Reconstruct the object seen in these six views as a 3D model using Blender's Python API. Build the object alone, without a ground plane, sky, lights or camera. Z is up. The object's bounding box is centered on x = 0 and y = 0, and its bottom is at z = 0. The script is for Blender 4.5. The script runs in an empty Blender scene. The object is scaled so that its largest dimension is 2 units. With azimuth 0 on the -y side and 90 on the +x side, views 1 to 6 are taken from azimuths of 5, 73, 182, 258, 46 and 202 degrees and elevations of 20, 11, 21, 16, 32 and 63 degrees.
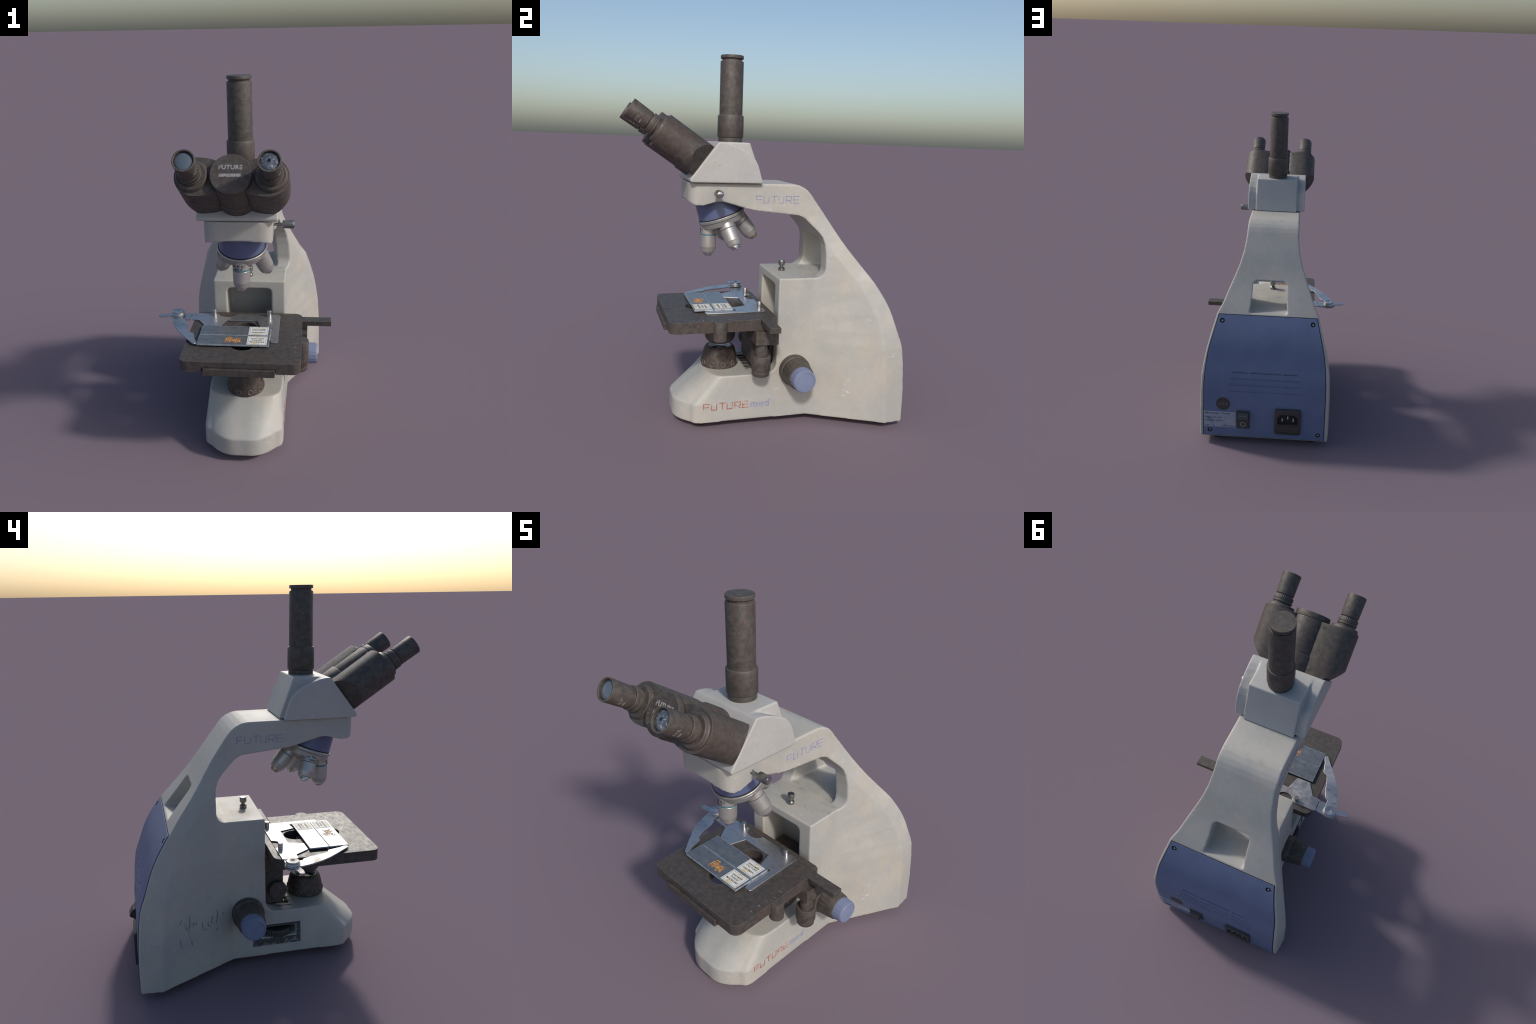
# A trinocular laboratory microscope, built part by part.
# All lengths in metres.  Local frame: symmetry plane of the instrument is x = 0;
# the root empties shift everything to the wanted place (CX).
import bpy, bmesh, math, random
import numpy as np
from mathutils import Vector, Matrix, noise as mnoise
from mathutils.bvhtree import BVHTree

CX = 0.021
rng = random.Random(7)
COL = bpy.context.scene.collection
def S(x):
    return x - CX

# ------------------------------------------------------------------ materials
class Nodes:
    def __init__(self, name):
        self.m = bpy.data.materials.new(name)
        self.m.use_nodes = True
        self.t = self.m.node_tree
        self.p = self.t.nodes["Principled BSDF"]
        self.tc = self.t.nodes.new("ShaderNodeTexCoord")
        self.obj = self.tc.outputs["Object"]
    def n(self, typ, **kw):
        nd = self.t.nodes.new(typ)
        for k, v in kw.items():
            setattr(nd, k, v)
        return nd
    def put(self, sock, v):
        if hasattr(v, "is_linked") or isinstance(v, bpy.types.NodeSocket):
            self.t.links.new(v, sock)
        elif isinstance(v, (tuple, list)) and len(v) == 3 and sock.type == 'RGBA':
            sock.default_value = (*v, 1.0)
        else:
            sock.default_value = v
    def noise(self, scale, detail=3.0, rough=0.55, vec=None, stretch=None, seed=0.0):
        src = vec or self.obj
        mp = self.n("ShaderNodeMapping")
        mp.inputs["Location"].default_value = (seed * 1.7, seed * 2.3, seed * 0.9)
        if stretch:
            mp.inputs["Scale"].default_value = stretch
        self.put(mp.inputs["Vector"], src)
        nd = self.n("ShaderNodeTexNoise")
        nd.inputs["Scale"].default_value = scale
        nd.inputs["Detail"].default_value = detail
        nd.inputs["Roughness"].default_value = rough
        self.put(nd.inputs["Vector"], mp.outputs["Vector"])
        return nd.outputs["Fac"]
    def ramp(self, fac, a, b, lo=0.0, hi=1.0):
        nd = self.n("ShaderNodeMapRange", clamp=True)
        nd.interpolation_type = 'SMOOTHSTEP'
        self.put(nd.inputs[0], fac)
        nd.inputs[1].default_value = a
        nd.inputs[2].default_value = b
        nd.inputs[3].default_value = lo
        nd.inputs[4].default_value = hi
        return nd.outputs[0]
    def mix(self, fac, a, b, blend='MIX'):
        nd = self.n("ShaderNodeMix", data_type='RGBA', blend_type=blend)
        self.put(nd.inputs[0], fac)
        self.put(nd.inputs[6], a)
        self.put(nd.inputs[7], b)
        return nd.outputs[2]
    def math(self, op, a, b=0.0, c=0.0):
        nd = self.n("ShaderNodeMath", operation=op)
        self.put(nd.inputs[0], a)
        self.put(nd.inputs[1], b)
        self.put(nd.inputs[2], c)
        return nd.outputs[0]
    def bump(self, h, strength=0.15, dist=0.002):
        nd = self.n("ShaderNodeBump")
        nd.inputs["Strength"].default_value = strength
        nd.inputs["Distance"].default_value = dist
        self.put(nd.inputs["Height"], h)
        self.put(self.p.inputs["Normal"], nd.outputs["Normal"])
    def set(self, **kw):
        for k, v in kw.items():
            self.put(self.p.inputs[k.replace("_", " ")], v)
        return self.m
    def edge(self, radius=0.004, a=0.015, b=0.12):
        """1 along sharp edges: how far the rounded-off normal leaves the true one."""
        g = self.n("ShaderNodeNewGeometry")
        bv = self.n("ShaderNodeBevel", samples=4)
        bv.inputs["Radius"].default_value = radius
        d = self.n("ShaderNodeVectorMath", operation='DOT_PRODUCT')
        self.put(d.inputs[0], g.outputs["Normal"])
        self.put(d.inputs[1], bv.outputs["Normal"])
        return self.ramp(self.math('SUBTRACT', 1.0, d.outputs["Value"]), a, b)

def mat_paint(name, base, cool, warm, scuff=(0.72, 0.70, 0.66), rough=0.5, stain=0.6, flecks=0.35):
    k = Nodes(name)
    big = k.noise(4.0, 4, 0.6, seed=1)
    c = k.mix(k.ramp(big, 0.38, 0.62), cool, base)
    c = k.mix(k.math('MULTIPLY', k.ramp(k.noise(6.5, 5, 0.6, seed=3, stretch=(1, 1, 0.45)), 0.48, 0.72), stain), c, warm)
    fine = k.noise(38, 4, 0.6, seed=5)
    c = k.mix(k.ramp(fine, 0.3, 0.75, 0.0, 0.22), c, (base[0] * 0.72, base[1] * 0.70, base[2] * 0.68))
    # rubbed pale scuffs and dark specks
    fleck = k.math('MULTIPLY', k.ramp(k.noise(60, 3, 0.6, seed=15, stretch=(1, 0.7, 0.7)), 0.60, 0.74), k.ramp(k.noise(5, 3, 0.6, seed=16), 0.45, 0.62, 0.0, 0.5))
    c = k.mix(k.math('MULTIPLY', fleck, flecks), c, scuff)
    sc = k.math('MULTIPLY', k.ramp(k.noise(9, 6, 0.7, seed=8), 0.60, 0.70), k.ramp(k.noise(45, 4, 0.65, seed=9, stretch=(1, 0.6, 1.4)), 0.46, 0.66))
    c = k.mix(k.math('MULTIPLY', sc, 0.55), c, scuff)
    sp = k.math('MULTIPLY', k.ramp(k.noise(48, 3, 0.55, seed=12), 0.71, 0.79), 0.42)
    c = k.mix(sp, c, (0.13, 0.115, 0.10))
    c = k.mix(k.math('MULTIPLY', k.edge(0.016, 0.01, 0.10), 0.30), c, (0.58, 0.56, 0.51))
    # dirt scratched into the upward faces of the block
    geo = k.n("ShaderNodeNewGeometry")
    sn = k.n("ShaderNodeSeparateXYZ")
    k.put(sn.inputs[0], geo.outputs["Normal"])
    sp2 = k.n("ShaderNodeSeparateXYZ")
    k.put(sp2.inputs[0], k.obj)
    top = k.math('MULTIPLY', k.ramp(sn.outputs[2], 0.9, 0.98), k.math('MULTIPLY', k.ramp(sp2.outputs[1], 0.10, 0.17), k.ramp(sp2.outputs[1], 0.42, 0.30)))
    dirt = k.math('MULTIPLY', top, k.ramp(k.noise(22, 6, 0.72, seed=21, stretch=(0.6, 1.5, 1)), 0.50, 0.64, 0.0, 0.5))
    c = k.mix(dirt, c, (0.22, 0.18, 0.14))
    k.bump(fine, 0.10, 0.0015)
    return k.set(Base_Color=c, Roughness=k.ramp(big, 0.3, 0.7, rough - 0.06, rough + 0.1))

def mat_dark(name, base=(0.054, 0.045, 0.039), pale=(0.090, 0.079, 0.070), rust=(0.19, 0.085, 0.055), rough=0.5, wear=1.0):
    k = Nodes(name)
    n1 = k.noise(38, 6, 0.66, seed=2)
    c = k.mix(k.ramp(n1, 0.36, 0.66), base, pale)
    n2 = k.noise(8, 4, 0.6, seed=4)
    c = k.mix(k.ramp(n2, 0.46, 0.70, 0, 0.5), c, (0.080, 0.056, 0.048))
    r = k.math('MULTIPLY', k.ramp(k.noise(42, 3, 0.55, seed=6), 0.64, 0.74), 0.5 * wear)
    c = k.mix(r, c, rust)
    fl = k.math('MULTIPLY', k.ramp(k.noise(60, 4, 0.65, seed=11), 0.62, 0.74), 0.4)
    c = k.mix(fl, c, (0.20, 0.18, 0.165))
    c = k.mix(k.math('MULTIPLY', k.edge(), 0.6), c, (0.17, 0.155, 0.14))
    k.bump(n1, 0.10, 0.0012)
    return k.set(Base_Color=c, Roughness=k.ramp(k.noise(26, 6, 0.72, seed=9, stretch=(1, 1.8, 1)), 0.34, 0.68, rough + 0.13, rough - 0.02))

def mat_blue(name, base=(0.115, 0.15, 0.33), dark=(0.085, 0.115, 0.27), rough=0.45):
    k = Nodes(name)
    n1 = k.noise(9, 5, 0.6, seed=3)
    c = k.mix(k.ramp(n1, 0.35, 0.68), dark, base)
    c = k.mix(k.math('MULTIPLY', k.ramp(k.noise(45, 3, 0.6, seed=5), 0.62, 0.72), 0.2), c, (0.22, 0.25, 0.38))
    return k.set(Base_Color=c, Roughness=rough)

def mat_steel(name, col=(0.50, 0.51, 0.53), rough=0.32, metallic=1.0, worn=True):
    k = Nodes(name)
    n1 = k.noise(30, 5, 0.65, seed=3)
    c = col
    if worn:
        w = k.math('MULTIPLY', k.ramp(k.noise(26, 7, 0.74, seed=5, stretch=(1, 2.2, 1)), 0.52, 0.68), 0.75)
        c = k.mix(w, col, (col[0] * 0.45, col[1] * 0.44, col[2] * 0.43))
    k.bump(n1, 0.05, 0.001)
    return k.set(Base_Color=c, Roughness=k.ramp(n1, 0.3, 0.7, rough - 0.05, rough + 0.1), Metallic=metallic)

def mat_plain(name, col, rough=0.5, metallic=0.0, **kw):
    k = Nodes(name)
    return k.set(Base_Color=col, Roughness=rough, Metallic=metallic, **kw)

def mat_print(name, ink, ground, wear_scale=60, keep=0.62):
    """Worn printed ink: patches of the paint below show through."""
    k = Nodes(name)
    w = k.ramp(k.noise(wear_scale, 4, 0.6, seed=4), keep - 0.10, keep + 0.06)
    return k.set(Base_Color=k.mix(w, ink, ground), Roughness=0.55)

CREAM = (0.452, 0.436, 0.396)
M = {}
M['cream'] = mat_paint("cream_enamel", CREAM, (0.400, 0.398, 0.375), (0.475, 0.420, 0.345), stain=0.6)
M['grey'] = mat_paint("pale_grey_enamel", (0.46, 0.45, 0.43), (0.42, 0.42, 0.41), (0.47, 0.44, 0.40), stain=0.3, flecks=0.9)
M['dark'] = mat_dark("worn_black_lacquer")
M['stage'] = mat_dark("worn_stage_lacquer", (0.047, 0.041, 0.037), (0.078, 0.069, 0.062), rough=0.45)
M['rusty'] = mat_dark("rusted_lacquer", (0.045, 0.034, 0.029), (0.100, 0.074, 0.062), rough=0.5, wear=1.6)
M['rimskytint'] = mat_plain('sky_tinted_rim', (0.66, 0.72, 0.78), 0.42, 0.55)  # pale blue put into the colour for sky mirrored in the lamp's inner wall
M['studrim'] = mat_dark('rubbed_stud', (0.080, 0.064, 0.056), (0.13, 0.11, 0.098))
M['worn'] = mat_plain('worn_bare_metal', (0.42, 0.41, 0.42), 0.4)
M['black'] = mat_plain("black_plastic", (0.048, 0.045, 0.043), 0.5)
M['void'] = mat_plain("dark_recess", (0.012, 0.012, 0.013), 0.8)
M['rubber'] = mat_plain("rubber_foot", (0.03, 0.03, 0.028), 0.8)
M['panel'] = mat_blue("blue_panel_enamel", (0.130, 0.170, 0.285), (0.114, 0.150, 0.265), 0.5)
M['knob'] = mat_blue("blue_knob_plastic", (0.195, 0.228, 0.345), (0.170, 0.200, 0.315), 0.55)
M['cone'] = mat_blue("blue_turret_enamel", (0.112, 0.137, 0.250), (0.100, 0.124, 0.232), 0.3)
M['steel'] = mat_steel("scratched_steel", (0.54, 0.54, 0.55), 0.34, 0.9)
M['pin'] = mat_steel("plain_steel", (0.50, 0.47, 0.46), 0.3, 1.0, False)
M['chrome'] = mat_steel("bright_steel", (0.62, 0.62, 0.62), 0.16, 1.0, False)
M['gunmetal'] = mat_steel("grey_steel", (0.30, 0.30, 0.29), 0.33, 1.0, True)
M['silver'] = mat_steel("satin_aluminium", (0.47, 0.46, 0.44), 0.38, 0.65, False)
M['ring'] = mat_steel("turned_aluminium", (0.42, 0.42, 0.40), 0.34, 0.65, True)
M['groove'] = mat_plain('dark_groove', (0.10, 0.095, 0.09), 0.5, 0.3)
M['teal'] = mat_plain("teal_band", (0.03, 0.16, 0.20), 0.4)
M['inkblack'] = mat_plain("black_ink", (0.03, 0.03, 0.035), 0.6)
M['brass'] = mat_steel("dull_brass_tip", (0.42, 0.36, 0.27), 0.3, 0.9, False)
M['inkred'] = mat_print("worn_red_ink", (0.36, 0.12, 0.095), CREAM, 75, 0.60)
M['inkblue'] = mat_print("worn_blue_ink", (0.265, 0.268, 0.425), CREAM, 70, 0.62)
M['inkwhite'] = mat_print("worn_white_ink", (0.34, 0.33, 0.325), (0.07, 0.062, 0.056), 90, 0.62)
M['label'] = mat_print("blue_white_label", (0.33, 0.36, 0.42), (0.14, 0.18, 0.34), 22, 0.62)
M['labelink'] = mat_plain("label_ink", (0.10, 0.11, 0.13), 0.6)

def mat_paper():
    k = Nodes("slide_label_paper")
    c = k.mix(k.ramp(k.noise(34, 4, 0.6, seed=2), 0.48, 0.66), (0.72, 0.72, 0.70), (0.64, 0.52, 0.26))
    return k.set(Base_Color=c, Roughness=0.6)
M['paper'] = mat_paper()

def mat_slide():
    """Cloudy glass; a pale edge highlight is painted round the pane."""
    k = Nodes("cloudy_slide_glass")
    n = k.noise(26, 5, 0.65, seed=2)
    c = k.mix(k.ramp(n, 0.35, 0.7), (0.135, 0.155, 0.180), (0.195, 0.212, 0.228))
    sep = k.n("ShaderNodeSeparateXYZ")
    k.put(sep.inputs[0], k.obj)
    ax = k.math('ABSOLUTE', sep.outputs[0])
    ay = k.math('ABSOLUTE', sep.outputs[1])
    rim = k.math('MAXIMUM', k.ramp(ax, 0.1868, 0.1895), k.ramp(ay, 0.0488, 0.0512))
    c = k.mix(k.math('MULTIPLY', rim, k.ramp(n, 0.25, 0.55, 0.35, 0.9)), c, (0.46, 0.52, 0.58))
    return k.set(Base_Color=c, Roughness=k.ramp(n, 0.3, 0.75, 0.26, 0.34), Metallic=0.40, Specular_IOR_Level=0.8)
M['slide'] = mat_slide()

def mat_stain():
    k = Nodes("orange_stain")
    c = k.mix(k.ramp(k.noise(55, 3, 0.6, seed=1), 0.4, 0.62), (0.62, 0.36, 0.09), (0.40, 0.11, 0.03))
    return k.set(Base_Color=c, Roughness=0.5)
M['stain'] = mat_stain()

def mat_lens():
    k = Nodes("coated_lens")
    return k.set(Base_Color=(0.095, 0.12, 0.15), Roughness=0.15, Coat_Weight=0.6, Coat_Roughness=0.08, Specular_IOR_Level=0.8)
M['lens'] = mat_lens()

def mat_cracked():
    """Shattered eyepiece glass: pale radial streaks round an off-centre black hole."""
    k = Nodes("shattered_lens")
    sep = k.n("ShaderNodeSeparateXYZ")
    k.put(sep.inputs[0], k.obj)
    x = k.math('ADD', sep.outputs[0], 0.002)
    y = k.math('ADD', sep.outputs[1], -0.003)
    ang = k.math('ARCTAN2', y, x)
    r = k.math('SQRT', k.math('ADD', k.math('MULTIPLY', x, x), k.math('MULTIPLY', y, y)))
    comb = k.n("ShaderNodeCombineXYZ")
    k.put(comb.inputs[0], k.math('COSINE', ang))
    k.put(comb.inputs[1], k.math('SINE', ang))
    k.put(comb.inputs[2], k.math('MULTIPLY', r, 16.0))
    st = k.noise(3.4, 5, 0.62, vec=comb.outputs[0], seed=3)
    c = k.mix(k.ramp(st, 0.50, 0.74), (0.075, 0.090, 0.112), (0.50, 0.52, 0.55))
    c = k.mix(k.ramp(k.math('ADD', r, k.math('MULTIPLY', st, 0.006)), 0.0095, 0.0120), (0.004, 0.004, 0.005), c)
    return k.set(Base_Color=c, Roughness=0.2, Coat_Weight=0.5)
M['cracked'] = mat_cracked()

def mat_scuffframe():
    k = Nodes("worn_foil_label")
    sep = k.n("ShaderNodeSeparateXYZ")
    k.put(sep.inputs[0], k.obj)
    w = k.ramp(k.math('ADD', k.noise(40, 5, 0.7, seed=2), k.math('MULTIPLY', sep.outputs[2], 1.3)), 0.54, 0.68)
    return k.set(Base_Color=k.mix(w, (0.22, 0.215, 0.205), (0.062, 0.064, 0.067)), Roughness=0.5)
M['foil'] = mat_scuffframe()

# ------------------------------------------------------------------ mesh tools
def sharp(me, deg=35):
    if deg is None:
        me.polygons.foreach_set("use_smooth", [True] * len(me.polygons))
        return
    me.polygons.foreach_set("use_smooth", [True] * len(me.polygons))
    me.set_sharp_from_angle(angle=math.radians(deg))

def new_obj(name, me, mat, parent=None, deg=35):
    ob = bpy.data.objects.new(name, me)
    COL.objects.link(ob)
    if mat is not None:
        me.materials.clear()
        me.materials.append(M[mat] if isinstance(mat, str) else mat)
    if deg != 'keep' and not me.get("hard"):
        sharp(me, deg)
    if parent is not None:
        ob.parent = parent
    return ob

def empty(name, loc=(0, 0, 0), parent=None):
    ob = bpy.data.objects.new(name, None)
    ob.empty_display_size = 0.05
    ob.location = loc
    COL.objects.link(ob)
    if parent:
        ob.parent = parent
    return ob

def from_bm(bm, name):
    bmesh.ops.recalc_face_normals(bm, faces=bm.faces)
    me = bpy.data.meshes.new(name)
    bm.to_mesh(me)
    bm.free()
    return me

def baked(me, *mods):
    """Apply modifiers given as (type, settings) to a mesh and return the result."""
    ob = bpy.data.objects.new("tmp", me)
    COL.objects.link(ob)
    for typ, kw in mods:
        md = ob.modifiers.new("m", typ)
        for a, v in kw.items():
            setattr(md, a, v)
    dg = bpy.context.evaluated_depsgraph_get()
    dg.update()
    out = bpy.data.meshes.new_from_object(ob.evaluated_get(dg))
    bpy.data.objects.remove(ob)
    return out

def bevel(me, w=0.004, seg=2, deg=30):
    sharp(me, deg)
    out = baked(me, ('BEVEL', dict(width=w, segments=seg, limit_method='ANGLE', angle_limit=math.radians(deg), use_clamp_overlap=True, harden_normals=True)))
    out["hard"] = 1
    return out

def boolean(me, cutters, op='DIFFERENCE'):
    tmp = []
    mods = []
    for c in cutters:
        o = bpy.data.objects.new("cut", c)
        COL.objects.link(o)
        tmp.append(o)
        mods.append(('BOOLEAN', dict(operation=op, object=o, solver='EXACT')))
    out = baked(me, *mods)
    for o in tmp:
        bpy.data.objects.remove(o)
    return out

def box(x0, x1, y0, y1, z0, z1, name="box"):
    bm = bmesh.new()
    r = bmesh.ops.create_cube(bm, size=1.0)
    for v in r['verts']:
        v.co = Vector(((x0 + x1) / 2 + v.co.x * (x1 - x0), (y0 + y1) / 2 + v.co.y * (y1 - y0), (z0 + z1) / 2 + v.co.z * (z1 - z0)))
    return from_bm(bm, name)

def prism(pts, a, b, axis='z', name="prism"):
    """Extrude a closed 2-D outline between a and b along an axis.
    Outline coordinates are (x,y) for z, (y,z) for x, (x,z) for y."""
    def co(p, h):
        return {'z': (p[0], p[1], h), 'x': (h, p[0], p[1]), 'y': (p[0], h, p[1])}[axis]
    bm = bmesh.new()
    lo = [bm.verts.new(co(p, a)) for p in pts]
    hi = [bm.verts.new(co(p, b)) for p in pts]
    bm.faces.new(lo)
    bm.faces.new(hi)
    n = len(pts)
    for i in range(n):
        bm.faces.new((lo[i], lo[(i + 1) % n], hi[(i + 1) % n], hi[i]))
    return from_bm(bm, name)

def arc(cx, cy, r, a0, a1, n=8):
    return [(cx + r * math.cos(math.radians(a0 + (a1 - a0) * i / n)), cy + r * math.sin(math.radians(a0 + (a1 - a0) * i / n))) for i in range(n + 1)]

def rrect(x0, x1, y0, y1, r, n=6):
    return (arc(x1 - r, y1 - r, r, 0, 90, n) + arc(x0 + r, y1 - r, r, 90, 180, n)
            + arc(x0 + r, y0 + r, r, 180, 270, n) + arc(x1 - r, y0 + r, r, 270, 360, n))

def frame(origin, axis, ref=(1, 0, 0)):
    """Matrix whose z axis lies along `axis`, x axis close to `ref`."""
    z = Vector(axis).normalized()
    if abs(z.dot(Vector(ref).normalized())) > 0.98:
        ref = (0, 1, 0) if abs(z.y) < 0.9 else (0, 0, 1)
    y = z.cross(Vector(ref)).normalized()
    x = y.cross(z)
    m = Matrix((x, y, z)).transposed().to_4x4()
    m.translation = Vector(origin)
    return m

def lathe(prof, seg=48, mtx=None, name="turned", ribs=None):
    """Solid of revolution. prof = [(radius, height)...] from bottom to top along z.
    ribs = (h0, h1, count, depth) modulates the radius into grip ribs."""
    if ribs:
        seg = ribs[2] * 4
    bm = bmesh.new()
    rings = []
    for r, h in prof:
        if r < 1e-6:
            rings.append([bm.verts.new((0, 0, h))])
            continue
        ring = []
        for i in range(seg):
            a = 2 * math.pi * i / seg
            rr = r
            if ribs and ribs[0] - 1e-6 <= h <= ribs[1] + 1e-6 and (i % 4) >= 2:
                rr = r - ribs[3]
            ring.append(bm.verts.new((rr * math.cos(a), rr * math.sin(a), h)))
        rings.append(ring)
    for A, B in zip(rings, rings[1:]):
        if len(A) == 1 and len(B) == 1:
            continue
        for i in range(seg):
            j = (i + 1) % seg
            if len(A) == 1:
                bm.faces.new((A[0], B[j], B[i]))
            elif len(B) == 1:
                bm.faces.new((A[i], A[j], B[0]))
            else:
                bm.faces.new((A[i], A[j], B[j], B[i]))
    for R in (rings[0], rings[-1]):
        if len(R) > 2:
            bm.faces.new(R)
    if mtx:
        bm.transform(mtx)
    return from_bm(bm, name)

def torus(R, r, mtx=None, seg=40, sec=10, name="ring"):
    bm = bmesh.new()
    g = []
    for i in range(seg):
        a = 2 * math.pi * i / seg
        g.append([bm.verts.new(((R + r * math.cos(b)) * math.cos(a), (R + r * math.cos(b)) * math.sin(a), r * math.sin(b)))
                  for b in (2 * math.pi * j / sec for j in range(sec))])
    for i in range(seg):
        for j in range(sec):
            bm.faces.new((g[i][j], g[(i + 1) % seg][j], g[(i + 1) % seg][(j + 1) % sec], g[i][(j + 1) % sec]))
    if mtx:
        bm.transform(mtx)
    return from_bm(bm, name)

def join(meshes, name="joined"):
    bm = bmesh.new()
    for me in meshes:
        bm.from_mesh(me)
    me = bpy.data.meshes.new(name)
    bm.to_mesh(me)
    bm.free()
    return me

def xform(me, mtx):
    me.transform(mtx)
    return me

def loft(sections, name="loft", cap=True):
    bm = bmesh.new()
    R = [[bm.verts.new(p) for p in s] for s in sections]
    n = len(R[0])
    for A, B in zip(R, R[1:]):
        for i in range(n):
            bm.faces.new((A[i], A[(i + 1) % n], B[(i + 1) % n], B[i]))
    if cap:
        bm.faces.new(R[0])
        bm.faces.new(R[-1])
    return from_bm(bm, name)

def text_mesh(s, size, depth=0.0006, mtx=None, bold=0.0, spacing=1.0, align='CENTER'):
    cu = bpy.data.curves.new("txt", 'FONT')
    cu.body = s
    cu.size = size
    cu.extrude = depth
    cu.offset = bold
    cu.space_character = spacing
    cu.align_x = align
    cu.align_y = 'CENTER'
    cu.resolution_u = 3
    ob = bpy.data.objects.new("txt", cu)
    COL.objects.link(ob)
    dg = bpy.context.evaluated_depsgraph_get()
    dg.update()
    me = bpy.data.meshes.new_from_object(ob.evaluated_get(dg))
    bpy.data.objects.remove(ob)
    if mtx:
        me.transform(mtx)
    return me

# Wide technical lettering: every letter is a set of pen strokes in a unit cell.
STROKES = {
    'F': [[(0, 0), (0, 1), (1, 1)], [(0.03, 0.5), (0.85, 0.5)]],
    'U': [[(0, 1), (0, 0), (0.85, 0), (0.85, 1)]],
    'T': [[(0, 1), (1, 1)], [(0.5, 0.97), (0.5, 0)]],
    'R': [[(0, 0), (0, 1), (0.9, 1), (0.9, 0.42), (0.03, 0.42)], [(0.42, 0.40), (0.95, 0)]],
    'E': [[(1, 0), (0, 0), (0, 1), (1, 1)], [(0.03, 0.5), (0.9, 0.5)]],
}
def stroke_word(word, w, h, gap, pen, lift):
    """Flat rounded pen strokes in the xy plane, z up out of the surface."""
    bm = bmesh.new()
    x = 0.0
    for ch in word:
        for line in STROKES[ch]:
            P = [Vector((x + px * w, py * h, 0)) for px, py in line]
            rows = []
            for i, p in enumerate(P):
                d0 = (p - P[i - 1]).normalized() if i else (P[1] - p).normalized()
                d1 = (P[i + 1] - p).normalized() if i < len(P) - 1 else d0
                nrm = Vector((-(d0.y + d1.y), d0.x + d1.x, 0)).normalized()
                k = pen / max(0.4, nrm.dot(Vector((-d0.y, d0.x, 0))))
                rows.append([bm.verts.new(p + nrm * k * a + Vector((0, 0, b))) for a, b in ((1, -lift), (0.8, lift * 0.7), (0, lift), (-0.8, lift * 0.7), (-1, -lift))])
            for A, B in zip(rows, rows[1:]):
                for j in range(4):
                    bm.faces.new((A[j], A[j + 1], B[j + 1], B[j]))
                bm.faces.new((A[4], A[0], B[0], B[4]))
            bm.faces.new(rows[0])
            bm.faces.new(rows[-1])
        x += w + gap
    return from_bm(bm, "lettering")

def drape(me, bvh, direction, lift=0.0004, mid=0.0):
    """Press a flat part (already standing off the surface) on to the body along `direction`."""
    d = Vector(direction).normalized()
    for v in me.vertices:
        h = -(v.co.dot(d) - mid)            # height of the vertex above the part's own plane
        base = v.co - d * (v.co.dot(d) - mid)
        start = base - d * 0.2
        hit = bvh.ray_cast(start, d, 0.6)
        if hit[0] is not None:
            v.co = hit[0] - d * (h + lift)
    return me

# ------------------------------------------------------------------ roots
scope = empty("laboratory_microscope", (CX, 0, 0))
scope["label"] = "worn cream trinocular laboratory microscope with blue rear panel"
scope["category"] = "microscope"

# ------------------------------------------------------------------ stand (foot, column and arm in one casting)
BACK = [(0.735, 0.02), (0.734, 0.044), (0.733, 0.20), (0.726, 0.335), (0.711, 0.472), (0.685, 0.552), (0.630, 0.702), (0.548, 0.835),
        (0.405, 1.022), (0.305, 1.172), (0.225, 1.284)]
def densify(pts, n=9):
    """Smooth curve through a chain of (y, z) points."""
    P = [Vector(p) for p in pts]
    P = [P[0] * 2 - P[1]] + P + [P[-1] * 2 - P[-2]]
    out = []
    for j in range(len(P) - 3):
        a, b, c, d = P[j:j + 4]
        la, lb, lc = (b - a).length, (c - b).length, (d - c).length
        m0, m1 = (c - a) / (la + lb) * lb, (d - b) / (lb + lc) * lb
        for i in range(n):
            t = i / n
            out.append(tuple(b * (2 * t ** 3 - 3 * t * t + 1) + m0 * (t ** 3 - 2 * t * t + t) + c * (3 * t * t - 2 * t ** 3) + m1 * (t ** 3 - t * t)))
    out.append(tuple(P[-2]))
    return out
BACK = densify(BACK)
def back_y(z):
    zs = [p[1] for p in BACK]
    ys = [p[0] for p in BACK]
    return float(np.interp(z, zs, ys))

gap_outline = [(0.245, 0.838)] + arc(0.245, 0.893, 0.055, -90, 0, 8)[1:] + [(0.300, 0.97), (0.296, 1.02), (0.284, 1.06), (0.262, 1.088),
               (0.190, 1.158), (0.172, 1.170), (0.150, 1.1765), (-0.04, 1.196), (-0.096, 1.203)]
head_under = [(-0.170, 1.220), (-0.205, 1.231), (-0.239, 1.240), (-0.262, 1.2455), (-0.282, 1.247), (-0.300, 1.246), (-0.322, 1.241), (-0.366, 1.228), (-0.395, 1.222), (-0.46, 1.222)]
profile = ([(-0.53, 0.044), (-0.53, 0.302)]
           + [(-0.010, 0.302)] + arc(-0.010, 0.357, 0.055, -90, 0, 8)[1:]
           + [(0.045, 0.838)] + gap_outline + head_under
           + [(-0.46, 1.345), (0.120, 1.345), (0.150, 1.340), (0.180, 1.326), (0.203, 1.309)]
           + [p for p in BACK[::-1] if p[1] > 0.0445] + [(back_y(0.044), 0.044)])
solid = prism(profile, -0.6, 0.6, 'x', "stand")

def lerp_table(tab, z):
    zs = [t[0] for t in tab]
    return [float(np.interp(z, zs, [t[i] for t in tab])) for i in range(1, len(tab[0]))]
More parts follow.
